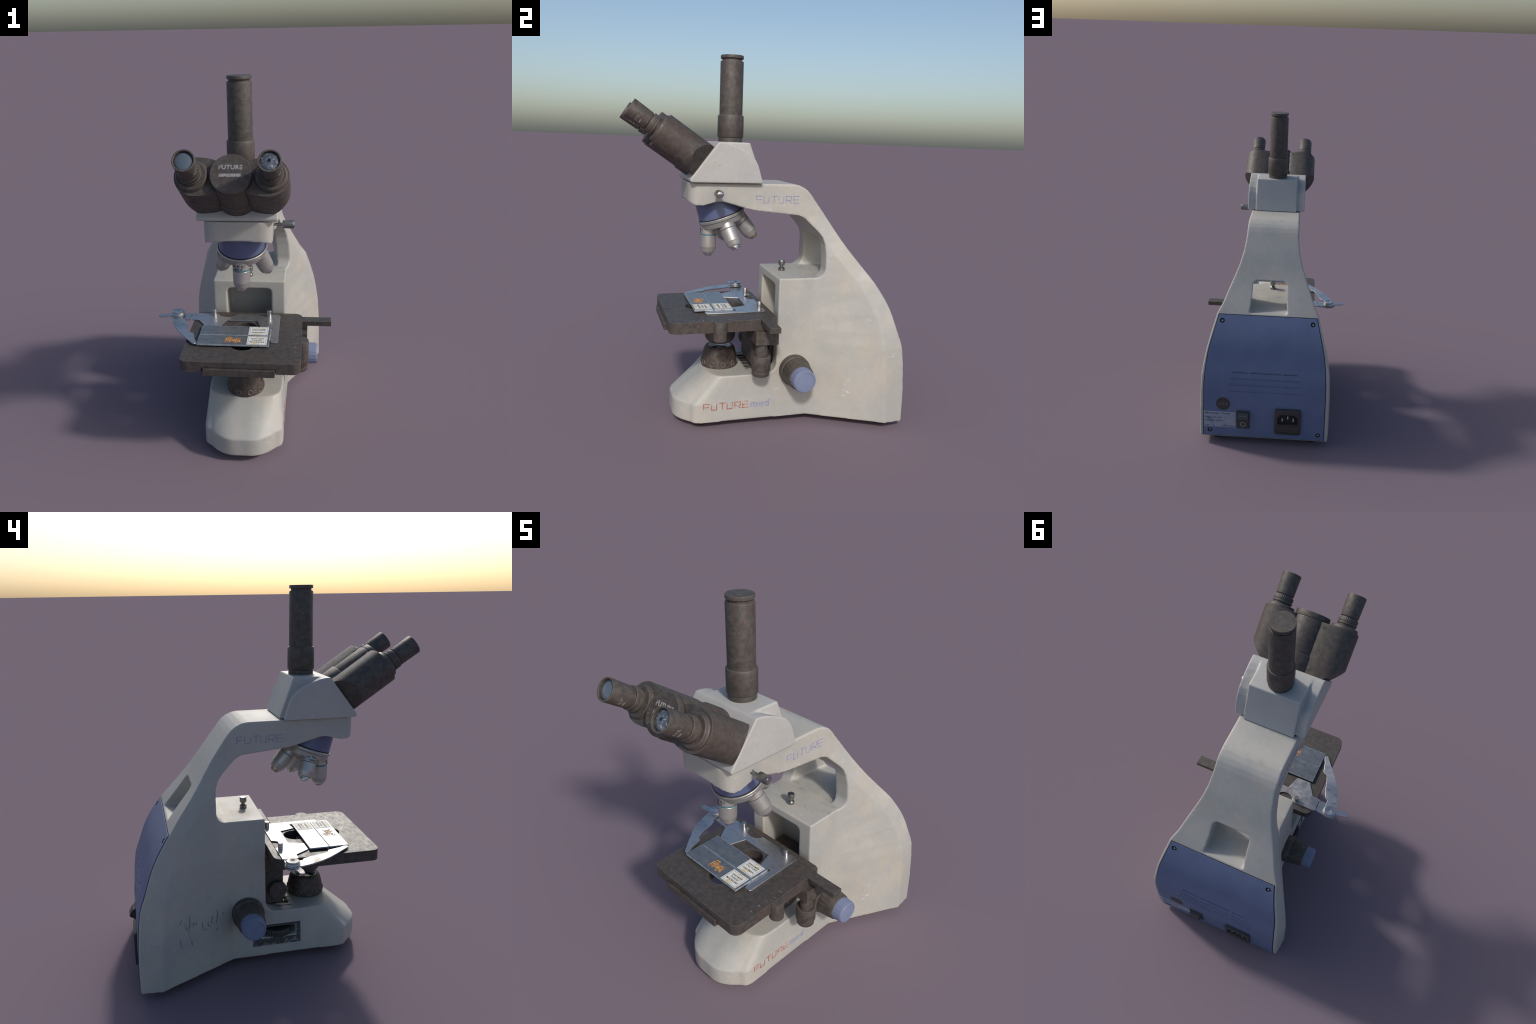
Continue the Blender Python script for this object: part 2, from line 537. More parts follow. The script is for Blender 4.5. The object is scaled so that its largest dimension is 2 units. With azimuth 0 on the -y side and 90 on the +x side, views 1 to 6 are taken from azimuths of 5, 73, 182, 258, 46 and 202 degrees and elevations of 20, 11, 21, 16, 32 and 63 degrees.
#        z      waist_y waist_w  crease_y crease_w  back_w   (back edge y is back_y(z))
FLARE = [(0.00, 0.228, 0.219, 0.628, 0.424, 0.414),
         (0.30, 0.230, 0.216, 0.612, 0.420, 0.408),
         (0.475, 0.232, 0.214, 0.598, 0.409, 0.402),
         (0.55, 0.234, 0.214, 0.588, 0.396, 0.393),
         (0.65, 0.236, 0.213, 0.558, 0.370, 0.374),
         (0.765, 0.240, 0.210, 0.500, 0.330, 0.345),
         (0.84, 0.245, 0.208, 0.455, 0.301, 0.324),
         (0.90, 0.245, 0.206, 0.405, 0.274, 0.290),
         (0.96, 0.245, 0.203, 0.355, 0.249, 0.265),
         (1.03, 0.200, 0.190, 0.310, 0.218, 0.235),
         (1.10, 0.160, 0.178, 0.260, 0.193, 0.206),
         (1.17, 0.130, 0.170, 0.215, 0.176, 0.185),
         (1.25, 0.080, 0.167, 0.170, 0.169, 0.172),
         (1.36, 0.000, 0.166, 0.100, 0.166, 0.167)]
NOSE = [(-0.509, 0.0), (-0.508, 0.055), (-0.494, 0.102), (-0.464, 0.145), (-0.432, 0.176), (-0.390, 0.2145), (-0.26, 0.2155)]
HEAD = [(-0.446, 0.0), (-0.445, 0.095), (-0.441, 0.125), (-0.432, 0.146), (-0.415, 0.161), (-0.390, 0.167), (-0.26, 0.167)]
NOSE_TOP = [(-0.326, 0.0), (-0.326, 0.055), (-0.322, 0.102), (-0.312, 0.140), (-0.297, 0.170), (-0.262, 0.199), (-0.190, 0.207)]
def smooth_outline(pts, n=22):
    """Catmull-Rom through the control points, n samples, plus the last point."""
    P = [Vector(p) for p in pts]
    P = [Vector((P[1].x, -P[1].y))] + P + [P[-1] * 2 - P[-2]]
    out = []
    seg = len(P) - 3
    for i in range(n + 1):
        u = min(seg - 1e-6, seg * i / n)
        j = int(u); t = u - j
        a, b, c, d = P[j:j + 4]
        out.append(tuple(0.5 * ((2 * b) + (c - a) * t + (2 * a - 5 * b + 4 * c - d) * t * t + (3 * b - a - 3 * c + d) * t ** 3)))
    return out
NOSE, NOSE_TOP, HEAD = smooth_outline(NOSE), smooth_outline(NOSE_TOP), smooth_outline(HEAD)
def plan(z):
    wy, ww, cy, cw, bw = lerp_table(FLARE, z)
    by = back_y(z)
    f = min(1, max(0, (z - 0.31) / 0.8))
    g = min(1, max(0, (z - 0.148) / 0.154))          # sloping nose between the ridge and the top
    half = []
    for (ny, nw), (ty, tw), (hy, hw) in zip(NOSE, NOSE_TOP, HEAD):
        ny, nw = ny * (1 - g) + ty * g, nw * (1 - g) + tw * g
        half.append((ny * (1 - f) + hy * f, nw * (1 - f) + hw * f))
    wfront = 0.209 if 0.31 < z < 1.0 else half[-1][1]
    half.append((min(0.03, wy - 0.03), wfront if z < 1.0 else min(ww, 0.2)))
    half.append((wy, ww))
    half.append((cy, cw))
    half.append((by, bw))
    s = (bw - cw) / max(0.02, by - cy)
    half.append((by + 0.06, bw + 0.06 * s))
    half[0] = (half[0][0], 0.0)
    pts = [(w, y, z) for y, w in half] + [(-w, y, z) for y, w in half[:0:-1]]
    return pts
levels = sorted(set([0.0, 0.047, 0.148, 0.302, 0.312, 0.40] + [t[0] for t in FLARE[2:]] + [1.06, 1.2, 1.3]))
envelope = loft([plan(z) for z in levels], "envelope")
bm = bmesh.new(); bm.from_mesh(envelope)
bmesh.ops.triangulate(bm, faces=bm.faces[:])
bm.to_mesh(envelope); bm.free()
solid = boolean(solid, [envelope], 'INTERSECT')

# openings: carriage window in the block, handle opening in the back, dimmer slot on the -x side
win = [(-0.130, 0.28), (0.130, 0.28)] + arc(0.102, 0.762, 0.028, 0, 90, 6) + arc(-0.102, 0.762, 0.028, 90, 180, 6)
carriage_window = prism(win, -0.1, 0.215, 'y')
def rounded_poly(pts, r, n=6):
    """Round every corner of a convex outline (anticlockwise) with radius about r."""
    out = []
    m = len(pts)
    for i in range(m):
        p, a, b = Vector(pts[i]), Vector(pts[i - 1]), Vector(pts[(i + 1) % m])
        p0, p1 = p + (a - p).normalized() * r, p + (b - p).normalized() * r
        for j in range(n + 1):
            t = j / n
            out.append(p0 * (1 - t) ** 2 + p * 2 * t * (1 - t) + p1 * t * t)
    return out
handle_ends = ([rounded_poly(q, 0.021) for q in (
    [(-0.158, 0.25, 0.8386), (0.158, 0.25, 0.8386), (0.148, 0.25, 1.068), (-0.148, 0.25, 1.068)],
    [(-0.113, 0.62, 0.8445), (0.113, 0.62, 0.8445), (0.068, 0.55, 0.963), (-0.068, 0.55, 0.963)])])
handle_hole = loft([[a.lerp(b, i / 14) for a, b in zip(*handle_ends)] for i in range(15)])
dimmer_slot = box(-0.30, -0.10, -0.121, 0.068, 0.150, 0.208)
arch = prism([(-0.168, 1.20), (0.168, 1.20)] + [(0.168 * math.cos(a), 1.2215 + 0.026 * math.sin(a)) for a in np.linspace(0, math.pi, 21)], -0.5, -0.33, 'y')
socket = lathe([(0.112, -0.15), (0.112, 0.11)], 48, frame((0, -0.24, 1.153), (0, -0.342, 0.94)))
solid = boolean(solid, [carriage_window, handle_hole, dimmer_slot, arch])
solid = baked(solid, ('REMESH', dict(mode='VOXEL', voxel_size=0.0044, adaptivity=0.0)),
              ('SMOOTH', dict(factor=0.5, iterations=9)))
stand = new_obj("stand", solid, 'cream', scope, 40)
bmt = bmesh.new(); bmt.from_mesh(solid)
SKIN = BVHTree.FromBMesh(bmt)
bmt.free()

# vents behind the lamp: raised near-black bars drawn for the slots' dark insides
for x in (-0.155, -0.109, -0.064, -0.019, 0.027, 0.074):
    new_obj("vent_shade_bar", prism(rrect(x - 0.0024, x + 0.0024, -0.113, -0.020, 0.0022, 4), 0.296, 0.3027, 'z'), 'void', stand)
for x, y in ((0.112, -0.360), (-0.112, -0.360), (0.308, 0.652), (-0.308, 0.652)):
    new_obj("foot", lathe([(0.032, 0.0), (0.0355, 0.005), (0.0355, 0.052)], 32, Matrix.Translation((x, y, 0))), 'rubber', scope)

# ---- lettering on the stand
RX = Matrix(((0, 0, 1, 0), (1, 0, 0, 0), (0, 1, 0, 0), (0, 0, 0, 1)))       # reads along +y on the +x side
LX = Matrix(((0, 0, -1, 0), (-1, 0, 0, 0), (0, 1, 0, 0), (0, 0, 0, 1)))     # reads along -y on the -x side
def on_side(me, side, y, z, mid):
    m = (RX if side > 0 else LX).copy()
    m.translation = Vector((side * mid, y, z))
    me.transform(m)
    return drape(me, SKIN, (-side, 0, 0), 0.0005, -mid)
w_arm = dict(w=0.033, h=0.036, gap=0.0085, pen=0.0023, lift=0.0009)
new_obj("arm_lettering", on_side(stroke_word("FUTURE", **w_arm), 1, -0.090, 1.245, 0.3), 'inkblue', stand)
new_obj("arm_lettering", on_side(stroke_word("FUTURE", **w_arm), -1, 0.178, 1.236, 0.3), 'inkblue', stand)
new_obj("foot_lettering", on_side(stroke_word("FUTURE", 0.034, 0.036, 0.0095, 0.0028, 0.0009), 1, -0.360, 0.117, 0.4), 'inkred', stand)
new_obj("foot_lettering", on_side(text_mesh("med", 0.060, 0.0006, None, 0.0012, 1.12, 'LEFT'), 1, -0.100, 0.133, 0.4), mat_print('faded_blue_ink', (0.27, 0.275, 0.43), CREAM, 95, 0.62), stand)
new_obj("foot_lettering", on_side(join([torus(0.0105, 0.0012), text_mesh("R", 0.017, 0.0006)]), 1, 0.030, 0.152, 0.4), mat_print('faint_blue_ink', (0.36, 0.36, 0.44), CREAM, 60, 0.55), stand)

# ---- dark drip-like marks on the -x flank (old scrawl)
M['grime'] = mat_print("grime_marks", (0.21, 0.20, 0.19), (0.36, 0.345, 0.32), 60, 0.60)
marks = []
for (y0, z0, y1, z1) in ((0.512, 0.405, 0.520, 0.375), (0.522, 0.300, 0.518, 0.245), (0.500, 0.372, 0.478, 0.330), (0.470, 0.41, 0.476, 0.30),
                         (0.476, 0.290, 0.455, 0.235), (0.455, 0.365, 0.448, 0.34), (0.432, 0.36, 0.440, 0.345), (0.398, 0.345, 0.405, 0.30),
                         (0.398, 0.300, 0.378, 0.292), (0.372, 0.335, 0.366, 0.30), (0.345, 0.36, 0.35, 0.31), (0.318, 0.385, 0.322, 0.30), (0.322, 0.28, 0.324, 0.262), (0.288, 0.352, 0.284, 0.338)):
    a = Vector((-y0, z0, 0)); b = Vector((-y1, z1, 0))
    d = (b - a).normalized(); nn = Vector((-d.y, d.x, 0))
    bmx = bmesh.new()
    rows = []
    for i in range(9):
        t = i / 8
        c = a.lerp(b, t) + nn * 0.003 * math.sin(5 * t + y0 * 40)
        wd = 0.0075 * math.sin(math.pi * (0.12 + 0.76 * t)) * (0.8 + 0.4 * rng.random())
        rows.append([bmx.verts.new(c + nn * wd * k + Vector((0, 0, h))) for k, h in ((1, -0.001), (0, 0.0004), (-1, -0.001))])
    for A, B in zip(rows, rows[1:]):
        for j in (0, 1):
            bmx.faces.new((A[j], A[j + 1], B[j + 1], B[j]))
        bmx.faces.new((A[2], A[0], B[0], B[2]))
    marks.append(from_bm(bmx, "mark"))
mk = join(marks)
m = Matrix(((0, 0, -1, -0.6), (-1, 0, 0, 0), (0, 1, 0, 0), (0, 0, 0, 1)))
mk.transform(m)
gm = new_obj("grime_mark", drape(mk, SKIN, (1, 0, 0), 0.0003, -0.6), 'grime', stand)
gm["kind"] = "stuff"

# ---- dimmer wheel in its slot with a worn foil surround
outer = [(0.121, 0.104), (-0.147, 0.104), (-0.147, 0.226), (0.121, 0.226)]
inner = [(0.073, 0.146), (-0.125, 0.146), (-0.125, 0.212), (0.073, 0.212)]
bmx = bmesh.new()
def strip_grid(quad, n=10):
    return [[Vector(quad[0]).lerp(Vector(quad[1]), i / n), Vector(quad[3]).lerp(Vector(quad[2]), i / n)] for i in range(n + 1)]
for q in range(4):
    o0, o1, i0, i1 = outer[q], outer[(q + 1) % 4], inner[q], inner[(q + 1) % 4]
    rows = [[bmx.verts.new((-0.5, p.x, p.y)) for p in r] for r in strip_grid((o0, o1, i1, i0))]
    for A, B in zip(rows, rows[1:]):
        bmx.faces.new((A[0], A[1], B[1], B[0]))
bmesh.ops.remove_doubles(bmx, verts=bmx.verts[:], dist=1e-5)
fl = from_bm(bmx, "foil")
fl = drape(fl, SKIN, (1, 0, 0), 0.0008, -0.5)
fl = baked(fl, ('SOLIDIFY', dict(thickness=0.0016, offset=0.0)))
new_obj("dimmer_surround", fl, 'foil', stand)
dimmer = lathe([(0.0, -0.02), (0.062, -0.02), (0.078, -0.017), (0.078, 0.011), (0.072, 0.017), (0.055, 0.019), (0.0, 0.010)], 48,
               Matrix.Translation((-0.157, -0.027, 0.172)), "dimmer_wheel", ribs=(-0.018, 0.012, 30, 0.003))
new_obj("dimmer_wheel", dimmer, 'black', stand)

# ---- clamp thumb screw on the block top
new_obj("thumb_screw", lathe([(0.0, 0.832), (0.018, 0.834), (0.019, 0.840), (0.019, 0.852), (0.015, 0.857), (0.009, 0.860), (0.009, 0.866),
                              (0.016, 0.870), (0.0185, 0.874), (0.0185, 0.896), (0.017, 0.899), (0.0, 0.899)], 32, Matrix.Translation((-0.002, 0.121, 0))), 'gunmetal', scope)

# ------------------------------------------------------------------ rear panel
def panel_half(z):
    return float(np.interp(z, [0.05, 0.434, 0.54, 0.623, 0.695, 0.835], [0.388, 0.383, 0.375, 0.364, 0.347, 0.309]))
def back_strip(z0, z1, grow, off, thick, n=34):
    secs = []
    for i in range(n + 1):
        z = z0 + (z1 - z0) * i / n
        dy = (back_y(z + 0.004) - back_y(z - 0.004)) / 0.008
        nl = math.hypot(1, dy)
        ny, nz = 1 / nl, -dy / nl
        h = panel_half(z) + grow
        y = back_y(z)
        secs.append([(-h, y + ny * off, z + nz * off), (h, y + ny * off, z + nz * off),
                     (h, y + ny * (off - thick), z + nz * (off - thick)), (-h, y + ny * (off - thick), z + nz * (off - thick))])
    return loft(secs, "panel")
dark_seam = new_obj("panel_dark_seam", back_strip(0.052, 0.8365, 0.0042, 0.0007, 0.02), 'void', scope)  # thin near-black strip drawn as the dark seam around the panel
pan = back_strip(0.0565, 0.8325, -0.0005, 0.0040, 0.018)
cuts = []
for i, (z, ext) in enumerate(((0.511, 0.206), (0.472, 0.219), (0.431, 0.229), (0.387, 0.238))):
    for a, b in ((-ext, -0.116), (-0.101, 0.094), (0.107, ext)):
        cuts.append(box(a, b, back_y(z) + 0.0019, back_y(z) + 0.03, z - 0.0055, z + 0.0055))
SCREWS = [(0.287, 0.801), (-0.286, 0.801), (0.346, 0.094), (-0.351, 0.094)]
def back_normal(z):
    dy = (back_y(z + 0.01) - back_y(z - 0.01)) / 0.02
    return Vector((0, 1, -dy)).normalized()
for x, z in SCREWS:
    cuts.append(lathe([(0.0155, -0.008), (0.0165, 0.03)], 28, frame((x, back_y(z), z), back_normal(z))))
pan = boolean(pan, [join(cuts)])
panel = new_obj("rear_panel", bevel(pan, 0.0012, 1, 35), 'panel', scope, 30)
for x, z in SCREWS:
    f = frame((x, back_y(z), z), back_normal(z))
    new_obj("screw", lathe([(0.0, -0.009), (0.0145, -0.009), (0.0145, -0.005), (0.011, -0.002), (0.0, -0.001)], 24, f), 'black', panel)
    c = join([box(-0.007, 0.007, -0.0018, 0.0018, -0.003, 0.0004), box(-0.0018, 0.0018, -0.007, 0.007, -0.003, 0.0008)])
    new_obj("screw_cross", xform(c, f @ Matrix.Translation((0, 0, 0.0006)) @ Matrix.Rotation(rng.random(), 4, 'Z')), 'worn', panel)
BK = Matrix(((-1, 0, 0, 0), (0, 0, 1, 0), (0, 1, 0, 0), (0, 0, 0, 1)))
def on_back(me, x, y, z):
    m = BK.copy(); m.translation = Vector((x, y, z)); me.transform(m); return me
yb = 0.7392
# badge
new_obj("round_badge", lathe([(0.0, -0.014), (0.046, -0.014), (0.046, -0.002), (0.045, -0.0006), (0.0, -0.0006)], 40, frame((0.261, 0.7340, 0.293), back_normal(0.293))), 'black', panel)
new_obj("badge_lettering", on_back(text_mesh("USA", 0.036, 0.0006, None, 0.0, 1.1), 0.261, 0.7346, 0.293), mat_plain("grey_badge_ink", (0.16, 0.16, 0.16), 0.6), panel)
# type label
lab = new_obj("type_label", box(0.179, 0.3835, 0.725, yb - 0.0006, 0.120, 0.237), 'label', panel)
rows = [("Microscope", 0.017, 0.375, 0.224, 0.0), ("Prisma", 0.017, 0.27, 0.224, 0), ("Power unit, 230v", 0.014, 0.375, 0.192, 0), ("Serial No. 038274", 0.014, 0.375, 0.168, 0), ("USA", 0.013, 0.375, 0.130, 0), ("100-240V 50/60Hz", 0.010, 0.27, 0.130, 0)]
new_obj("label_lettering", join([on_back(text_mesh(s, sz, 0.0005, None, 0.0003, 1.1, 'LEFT'), x, yb - 0.0004, z) for s, sz, x, z, _ in rows]), 'labelink', lab)
# rocker switch
sw = new_obj("power_switch", bevel(box(0.090, 0.174, 0.72, 0.7445, 0.120, 0.250), 0.003, 2), 'black', panel)
rk = prism([(0.735, 0.126), (0.7475, 0.128), (0.7465, 0.185), (0.770, 0.198), (0.773, 0.208), (0.752, 0.242), (0.735, 0.244)], 0.097, 0.167, 'x')
new_obj("rocker", bevel(rk, 0.002, 2), mat_plain("rocker_plastic", (0.05, 0.05, 0.05), 0.4), sw)
new_obj("switch_mark", torus(0.0155, 0.0018, frame((0.132, 0.7473, 0.155), (0, 1, 0))), mat_plain("white_mark", (0.42, 0.42, 0.42), 0.6), sw)
new_obj("switch_mark", box(0.108, 0.156, 0.7602, 0.7655, 0.2225, 0.2275), mat_plain("faded_mark", (0.14, 0.14, 0.15), 0.6), sw)
# mains inlet
sx = -0.154
body = bevel(prism(rrect(sx - 0.083, sx + 0.083, 0.096, 0.279, 0.012), 0.72, 0.7520, 'y'), 0.003, 2)
hole = prism([(sx - 0.065, 0.173), (sx + 0.065, 0.173), (sx + 0.065, 0.222), (sx + 0.042, 0.246), (sx - 0.042, 0.246), (sx - 0.065, 0.222)], 0.728, 0.77, 'y')
groove = join([box(sx - 0.066, sx + 0.066, 0.7495, 0.77, 0.1625, 0.1650), box(sx - 0.066, sx + 0.066, 0.7495, 0.77, 0.112, 0.1145)])
body = boolean(body, [hole, groove])
inlet = new_obj("mains_inlet", body, 'black', panel, 30)
new_obj("inlet_floor", box(sx - 0.064, sx + 0.064, 0.7300, 0.7395, 0.1735, 0.2455), 'void', inlet)
for dx, dz in ((-0.035, 0.205), (0.0, 0.222), (0.035, 0.205)):
    new_obj("contact_pin", bevel(box(sx + dx - 0.004, sx + dx + 0.004, 0.728, 0.748, dz - 0.011, dz + 0.011), 0.001, 1), 'worn', inlet)

# ------------------------------------------------------------------ head housing
cheek = [(-0.436, 1.3465), (-0.0655, 1.3465), (-0.066, 1.366), (-0.076, 1.405), (-0.088, 1.438), (-0.104, 1.468), (-0.128, 1.496), (-0.160, 1.515),
         (-0.205, 1.533), (-0.245, 1.547), (-0.275, 1.553), (-0.302, 1.5535), (-0.446, 1.364), (-0.446, 1.352)]
wide = prism(cheek, -0.1965, 0.1965, 'x')
core = loft([[(-0.1415, -0.40, 1.3465), (0.1415, -0.40, 1.3465), (0.1415, -0.047, 1.3465), (-0.1415, -0.047, 1.3465)],
             [(-0.1395, -0.29, 1.5545), (0.1395, -0.29, 1.5545), (0.1395, -0.125, 1.5545), (-0.1395, -0.125, 1.5545)]])
# scooped shelf between core and cheek: the cheeks' tops slope down towards the core
def scoop(s):
    secs = []
    for y, z in [(-0.02, 1.30), (-0.066, 1.366), (-0.088, 1.438), (-0.104, 1.468), (-0.128, 1.496), (-0.160, 1.515), (-0.205, 1.533), (-0.245, 1.547), (-0.272, 1.5535)]:
        k = min(1.0, max(0.0, (-0.25 - y) / -0.19)) if y < -0.06 else 1.0
        d = 0.016 * (1 - max(0, (-0.16 - y) / 0.112)) if y < -0.16 else 0.016
        d = max(d, 0.0003)
        secs.append([(s * 0.197, y - 0.001, z + 0.0002), (s * 0.12, y - d * 0.8, z - d * 0.8), (s * 0.12, y + 0.06, z + 0.06), (s * 0.197, y + 0.06, z + 0.06)])
    return loft(secs)
wide = boolean(wide, [scoop(1), scoop(-1)])
hd = boolean(wide, [core], 'UNION')
hd = baked(hd, ('REMESH', dict(mode='VOXEL', voxel_size=0.0036)), ('SMOOTH', dict(factor=0.5, iterations=6)))
housing = new_obj("prism_housing", hd, 'grey', scope, 50)
new_obj("dovetail_seam", prism(rrect(-0.160, 0.160, -0.43, -0.06, 0.03), 1.3435, 1.349, 'z'), 'void', housing)

# lock screw on the +x side
LS = frame((0.160, -0.306, 1.294), (1, 0, 0))
lock = new_obj("lock_screw", lathe([(0.0105, 0.0), (0.0105, 0.01), (0.0075, 0.012), (0.0075, 0.056), (0.0, 0.056)], 24, LS), 'gunmetal', scope)
new_obj("screw_head", lathe([(0.0, 0.052), (0.018, 0.052), (0.0205, 0.055), (0.0205, 0.106), (0.0185, 0.109), (0.0, 0.109)], 40, LS, ribs=(0.0545, 0.107, 22, 0.0012)), 'gunmetal', lock)
new_obj("screw_cap", lathe([(0.0, 0.106), (0.0145, 0.106), (0.0145, 0.1105), (0.012, 0.1115), (0.0, 0.1115)], 32, LS), 'chrome', lock)

# camera tube
tube_base = Matrix.Translation((0.0, -0.2005, 0))
new_obj("camera_tube", lathe([(0.0, 1.545), (0.0645, 1.545), (0.0645, 1.574), (0.0625, 1.576), (0.0665, 1.578), (0.0695, 1.583), (0.0695, 1.688), (0.066, 1.694), (0.0615, 1.695),
                              (0.0612, 1.966), (0.0590, 1.9715), (0.0520, 1.973), (0.0520, 1.984), (0.0, 1.984)], 64, tube_base), 'dark', scope)
new_obj("tube_cap", lathe([(0.0, 1.9835), (0.059, 1.9835), (0.0608, 1.985), (0.0608, 1.997), (0.0595, 2.0), (0.0, 2.0)], 64, tube_base), 'dark', scope)

# ------------------------------------------------------------------ binocular head, tilted 34 degrees
TILT = math.radians(34)
tdir = Vector((0, -math.cos(TILT), math.sin(TILT)))
vdir = Vector((0, math.sin(TILT), math.cos(TILT)))
B0 = Vector((0, -0.36, 1.4655)) - 0.0175 * vdir
BM = Matrix(((1, 0, 0, 0), (0, 1, 0, 0), (0, 0, 1, 0), (0, 0, 0, 1)))
BM = Matrix((Vector((1, 0, 0)), vdir, tdir)).transposed().to_4x4()
BM.translation = B0
bino = new_obj("hinge_barrel", lathe([(0.0, -0.02), (0.1035, -0.02), (0.1035, 0.083), (0.102, 0.086), (0.097, 0.088), (0.0965, 0.262), (0.0945, 0.268), (0.0, 0.268)], 72, BM), 'dark', scope)
new_obj("hinge_cap", lathe([(0.0, 0.262), (0.0895, 0.262), (0.0895, 0.270), (0.0925, 0.272), (0.0925, 0.296), (0.0905, 0.299), (0.0, 0.299)], 72, BM), 'dark', bino)
# words and scale on the hinge cap
def on_cap(me, x, v, t=0.2994, rot=0.0):
    me.transform(BM @ Matrix.Translation((x, v, t)) @ Matrix.Rotation(rot, 4, 'Z')); return me
ink = [on_cap(text_mesh("FUTURE", 0.028, 0.0005, None, 0.0011, 1.08), -0.002, 0.030), ]
ink2 = [on_cap(text_mesh("USA", 0.016, 0.0004, None, 0.0, 1.0), -0.002, 0.012)]
bars = []
for i in range(9):
    bars.append(on_cap(box(-0.0052, 0.0044 + 0.001 * (i % 2), -0.0072, 0.0072, -0.0006, 0.0006), -0.046 + 0.0108 * i, -0.0065 + 0.0004 * (i % 3)))
deg = [on_cap(text_mesh(s, 0.0125, 0.0004), 0.079 * math.cos(math.radians(a)), 0.079 * math.sin(math.radians(a)), rot=math.radians(a + 180)) for s, a in (("75", 184), ("70", 198), ("65", 212), ("60", 226), ("55", 240))]
new_obj("cap_lettering", join(ink + bars), 'inkwhite', bino)
new_obj("cap_scale", join(ink2 + deg), mat_print("faded_white_ink", (0.17, 0.165, 0.16), (0.07, 0.062, 0.056), 90, 0.56), bino)

def barrel(side):
    s = side
    # D-shaped section: flat towards the hinge, half round outside
    r = 0.091
    cxn = 0.1655
    top = [(0.150, r - 0.0005), (0.135, r - 0.0015), (0.115, r - 0.004), (0.095, r - 0.008), (0.078, r - 0.013), (0.068, r - 0.018), (0.063, r - 0.024), (0.062, r - 0.030)]
    outline = top + [(x, -y) for x, y in top[::-1]] + arc(cxn, 0, r, -90, 90, 28)
    outline = [(s * x, y) for x, y in outline]
    me = prism(outline, 0.004, 0.268, 'z')
    # chamfer on the outer rear corner
    k = [(s * 0.150, -0.02), (s * 0.30, -0.02), (s * 0.30, 0.125)]
    cut = prism(k, -0.2, 0.2, 'y')
    # note: prism along y takes (x, z)
    cut2 = xform(cut, Matrix.Identity(4))
    me = boolean(me, [cut2])
    me.transform(BM)
    me = bevel(me, 0.005, 3, 38)
    b = new_obj("eyepiece_barrel", me, 'dark', scope, 40)
    ax = BM @ Matrix.Translation((s * 0.175, 0, 0))
    new_obj("barrel_collar", lathe([(0.0, 0.262), (0.074, 0.262), (0.0745, 0.2735), (0.071, 0.278), (0.0695, 0.286), (0.066, 0.289), (0.0, 0.289)], 56, ax), 'dark', b)
    ax = BM @ Matrix.Translation((s * 0.1785, 0, 0))
    new_obj("focus_ring", lathe([(0.0, 0.286), (0.048, 0.286), (0.048, 0.300), (0.0525, 0.301), (0.0525, 0.308), (0.0490, 0.309), (0.0490, 0.3135), (0.0515, 0.315), (0.0515, 0.332), (0.0495, 0.334), (0.0, 0.334)],
                                 72, ax, ribs=(0.3148, 0.3325, 36, 0.0014)), 'dark', b)
    eye = new_obj("eyepiece", lathe([(0.0, 0.330), (0.0425, 0.330), (0.0425, 0.340), (0.0475, 0.342), (0.0478, 0.35), (0.0502, 0.448), (0.0490, 0.4515), (0.0435, 0.4515), (0.0422, 0.450), (0.0418, 0.425), (0.0, 0.425)],
                                    64, ax), 'dark', b)
    lens = new_obj("eyepiece_lens", lathe([(0.0, -0.006), (0.0416, -0.006), (0.0416, 0.0), (0.036, 0.0035), (0.027, 0.0065), (0.014, 0.0085), (0.0, 0.009)], 48), 'cracked' if s > 0 else 'lens', eye, None)
    lens.matrix_local = ax @ Matrix.Translation((0, 0, 0.4385))
    # magnification mark printed on the side of the eyepiece
    bits = []
    for txt, sz, h, a in (("10X", 0.022, 0.394, -0.50),):
        g = text_mesh(txt, sz, 0.0, None, 0.0, 1.05)
        bmq = bmesh.new(); bmq.from_mesh(g); bmesh.ops.subdivide_edges(bmq, edges=bmq.edges[:], cuts=1)
        bmesh.ops.triangulate(bmq, faces=bmq.faces[:]); bmq.to_mesh(g); bmq.free()
        g = baked(g, ('SOLIDIFY', dict(thickness=0.001, offset=0.0)))
        for v in g.vertices:                # wrap round the tapered tube, reading along its girth
            hh = h + v.co.y
            rr = 0.0479 + (hh - 0.35) * 0.0245 + 0.0005 + v.co.z
            an = a + v.co.x / 0.049
            v.co = Vector((rr * math.cos(an), rr * math.sin(an), hh))
        bits.append(g)
    bar = box(-0.010, 0.010, -0.0035, 0.0035, -0.0004, 0.0004)
    bmq = bmesh.new(); bmq.from_mesh(bar); bmesh.ops.subdivide_edges(bmq, edges=bmq.edges[:], cuts=3, use_grid_fill=True); bmq.to_mesh(bar); bmq.free()
    for v in bar.vertices:
        hh = 0.376 + v.co.y
        rr = 0.0479 + (hh - 0.35) * 0.0245 + 0.0004 + v.co.z
        an = -0.62 + v.co.x / 0.049
        v.co = Vector((rr * math.cos(an), rr * math.sin(an), hh))
    bits.append(bar)
    tx = join(bits); tx.transform(ax)
    new_obj("eyepiece_mark", tx, mat_print('faded_white_ink', (0.24, 0.23, 0.22), (0.07, 0.062, 0.056), 110, 0.60), eye)
    # two small cover screws on the upper inner corners
    for t in (0.030, 0.247):
        new_obj("cover_screw", lathe([(0.0, -0.003), (0.0085, -0.003), (0.0085, 0.0006), (0.0065, 0.0018), (0.0, 0.0012)], 20, frame(BM @ Vector((s * 0.088, r - 0.0095, t)), vdir - Vector((s * 0.22, 0, 0)))), 'dark', b)
barrel(1)
barrel(-1)

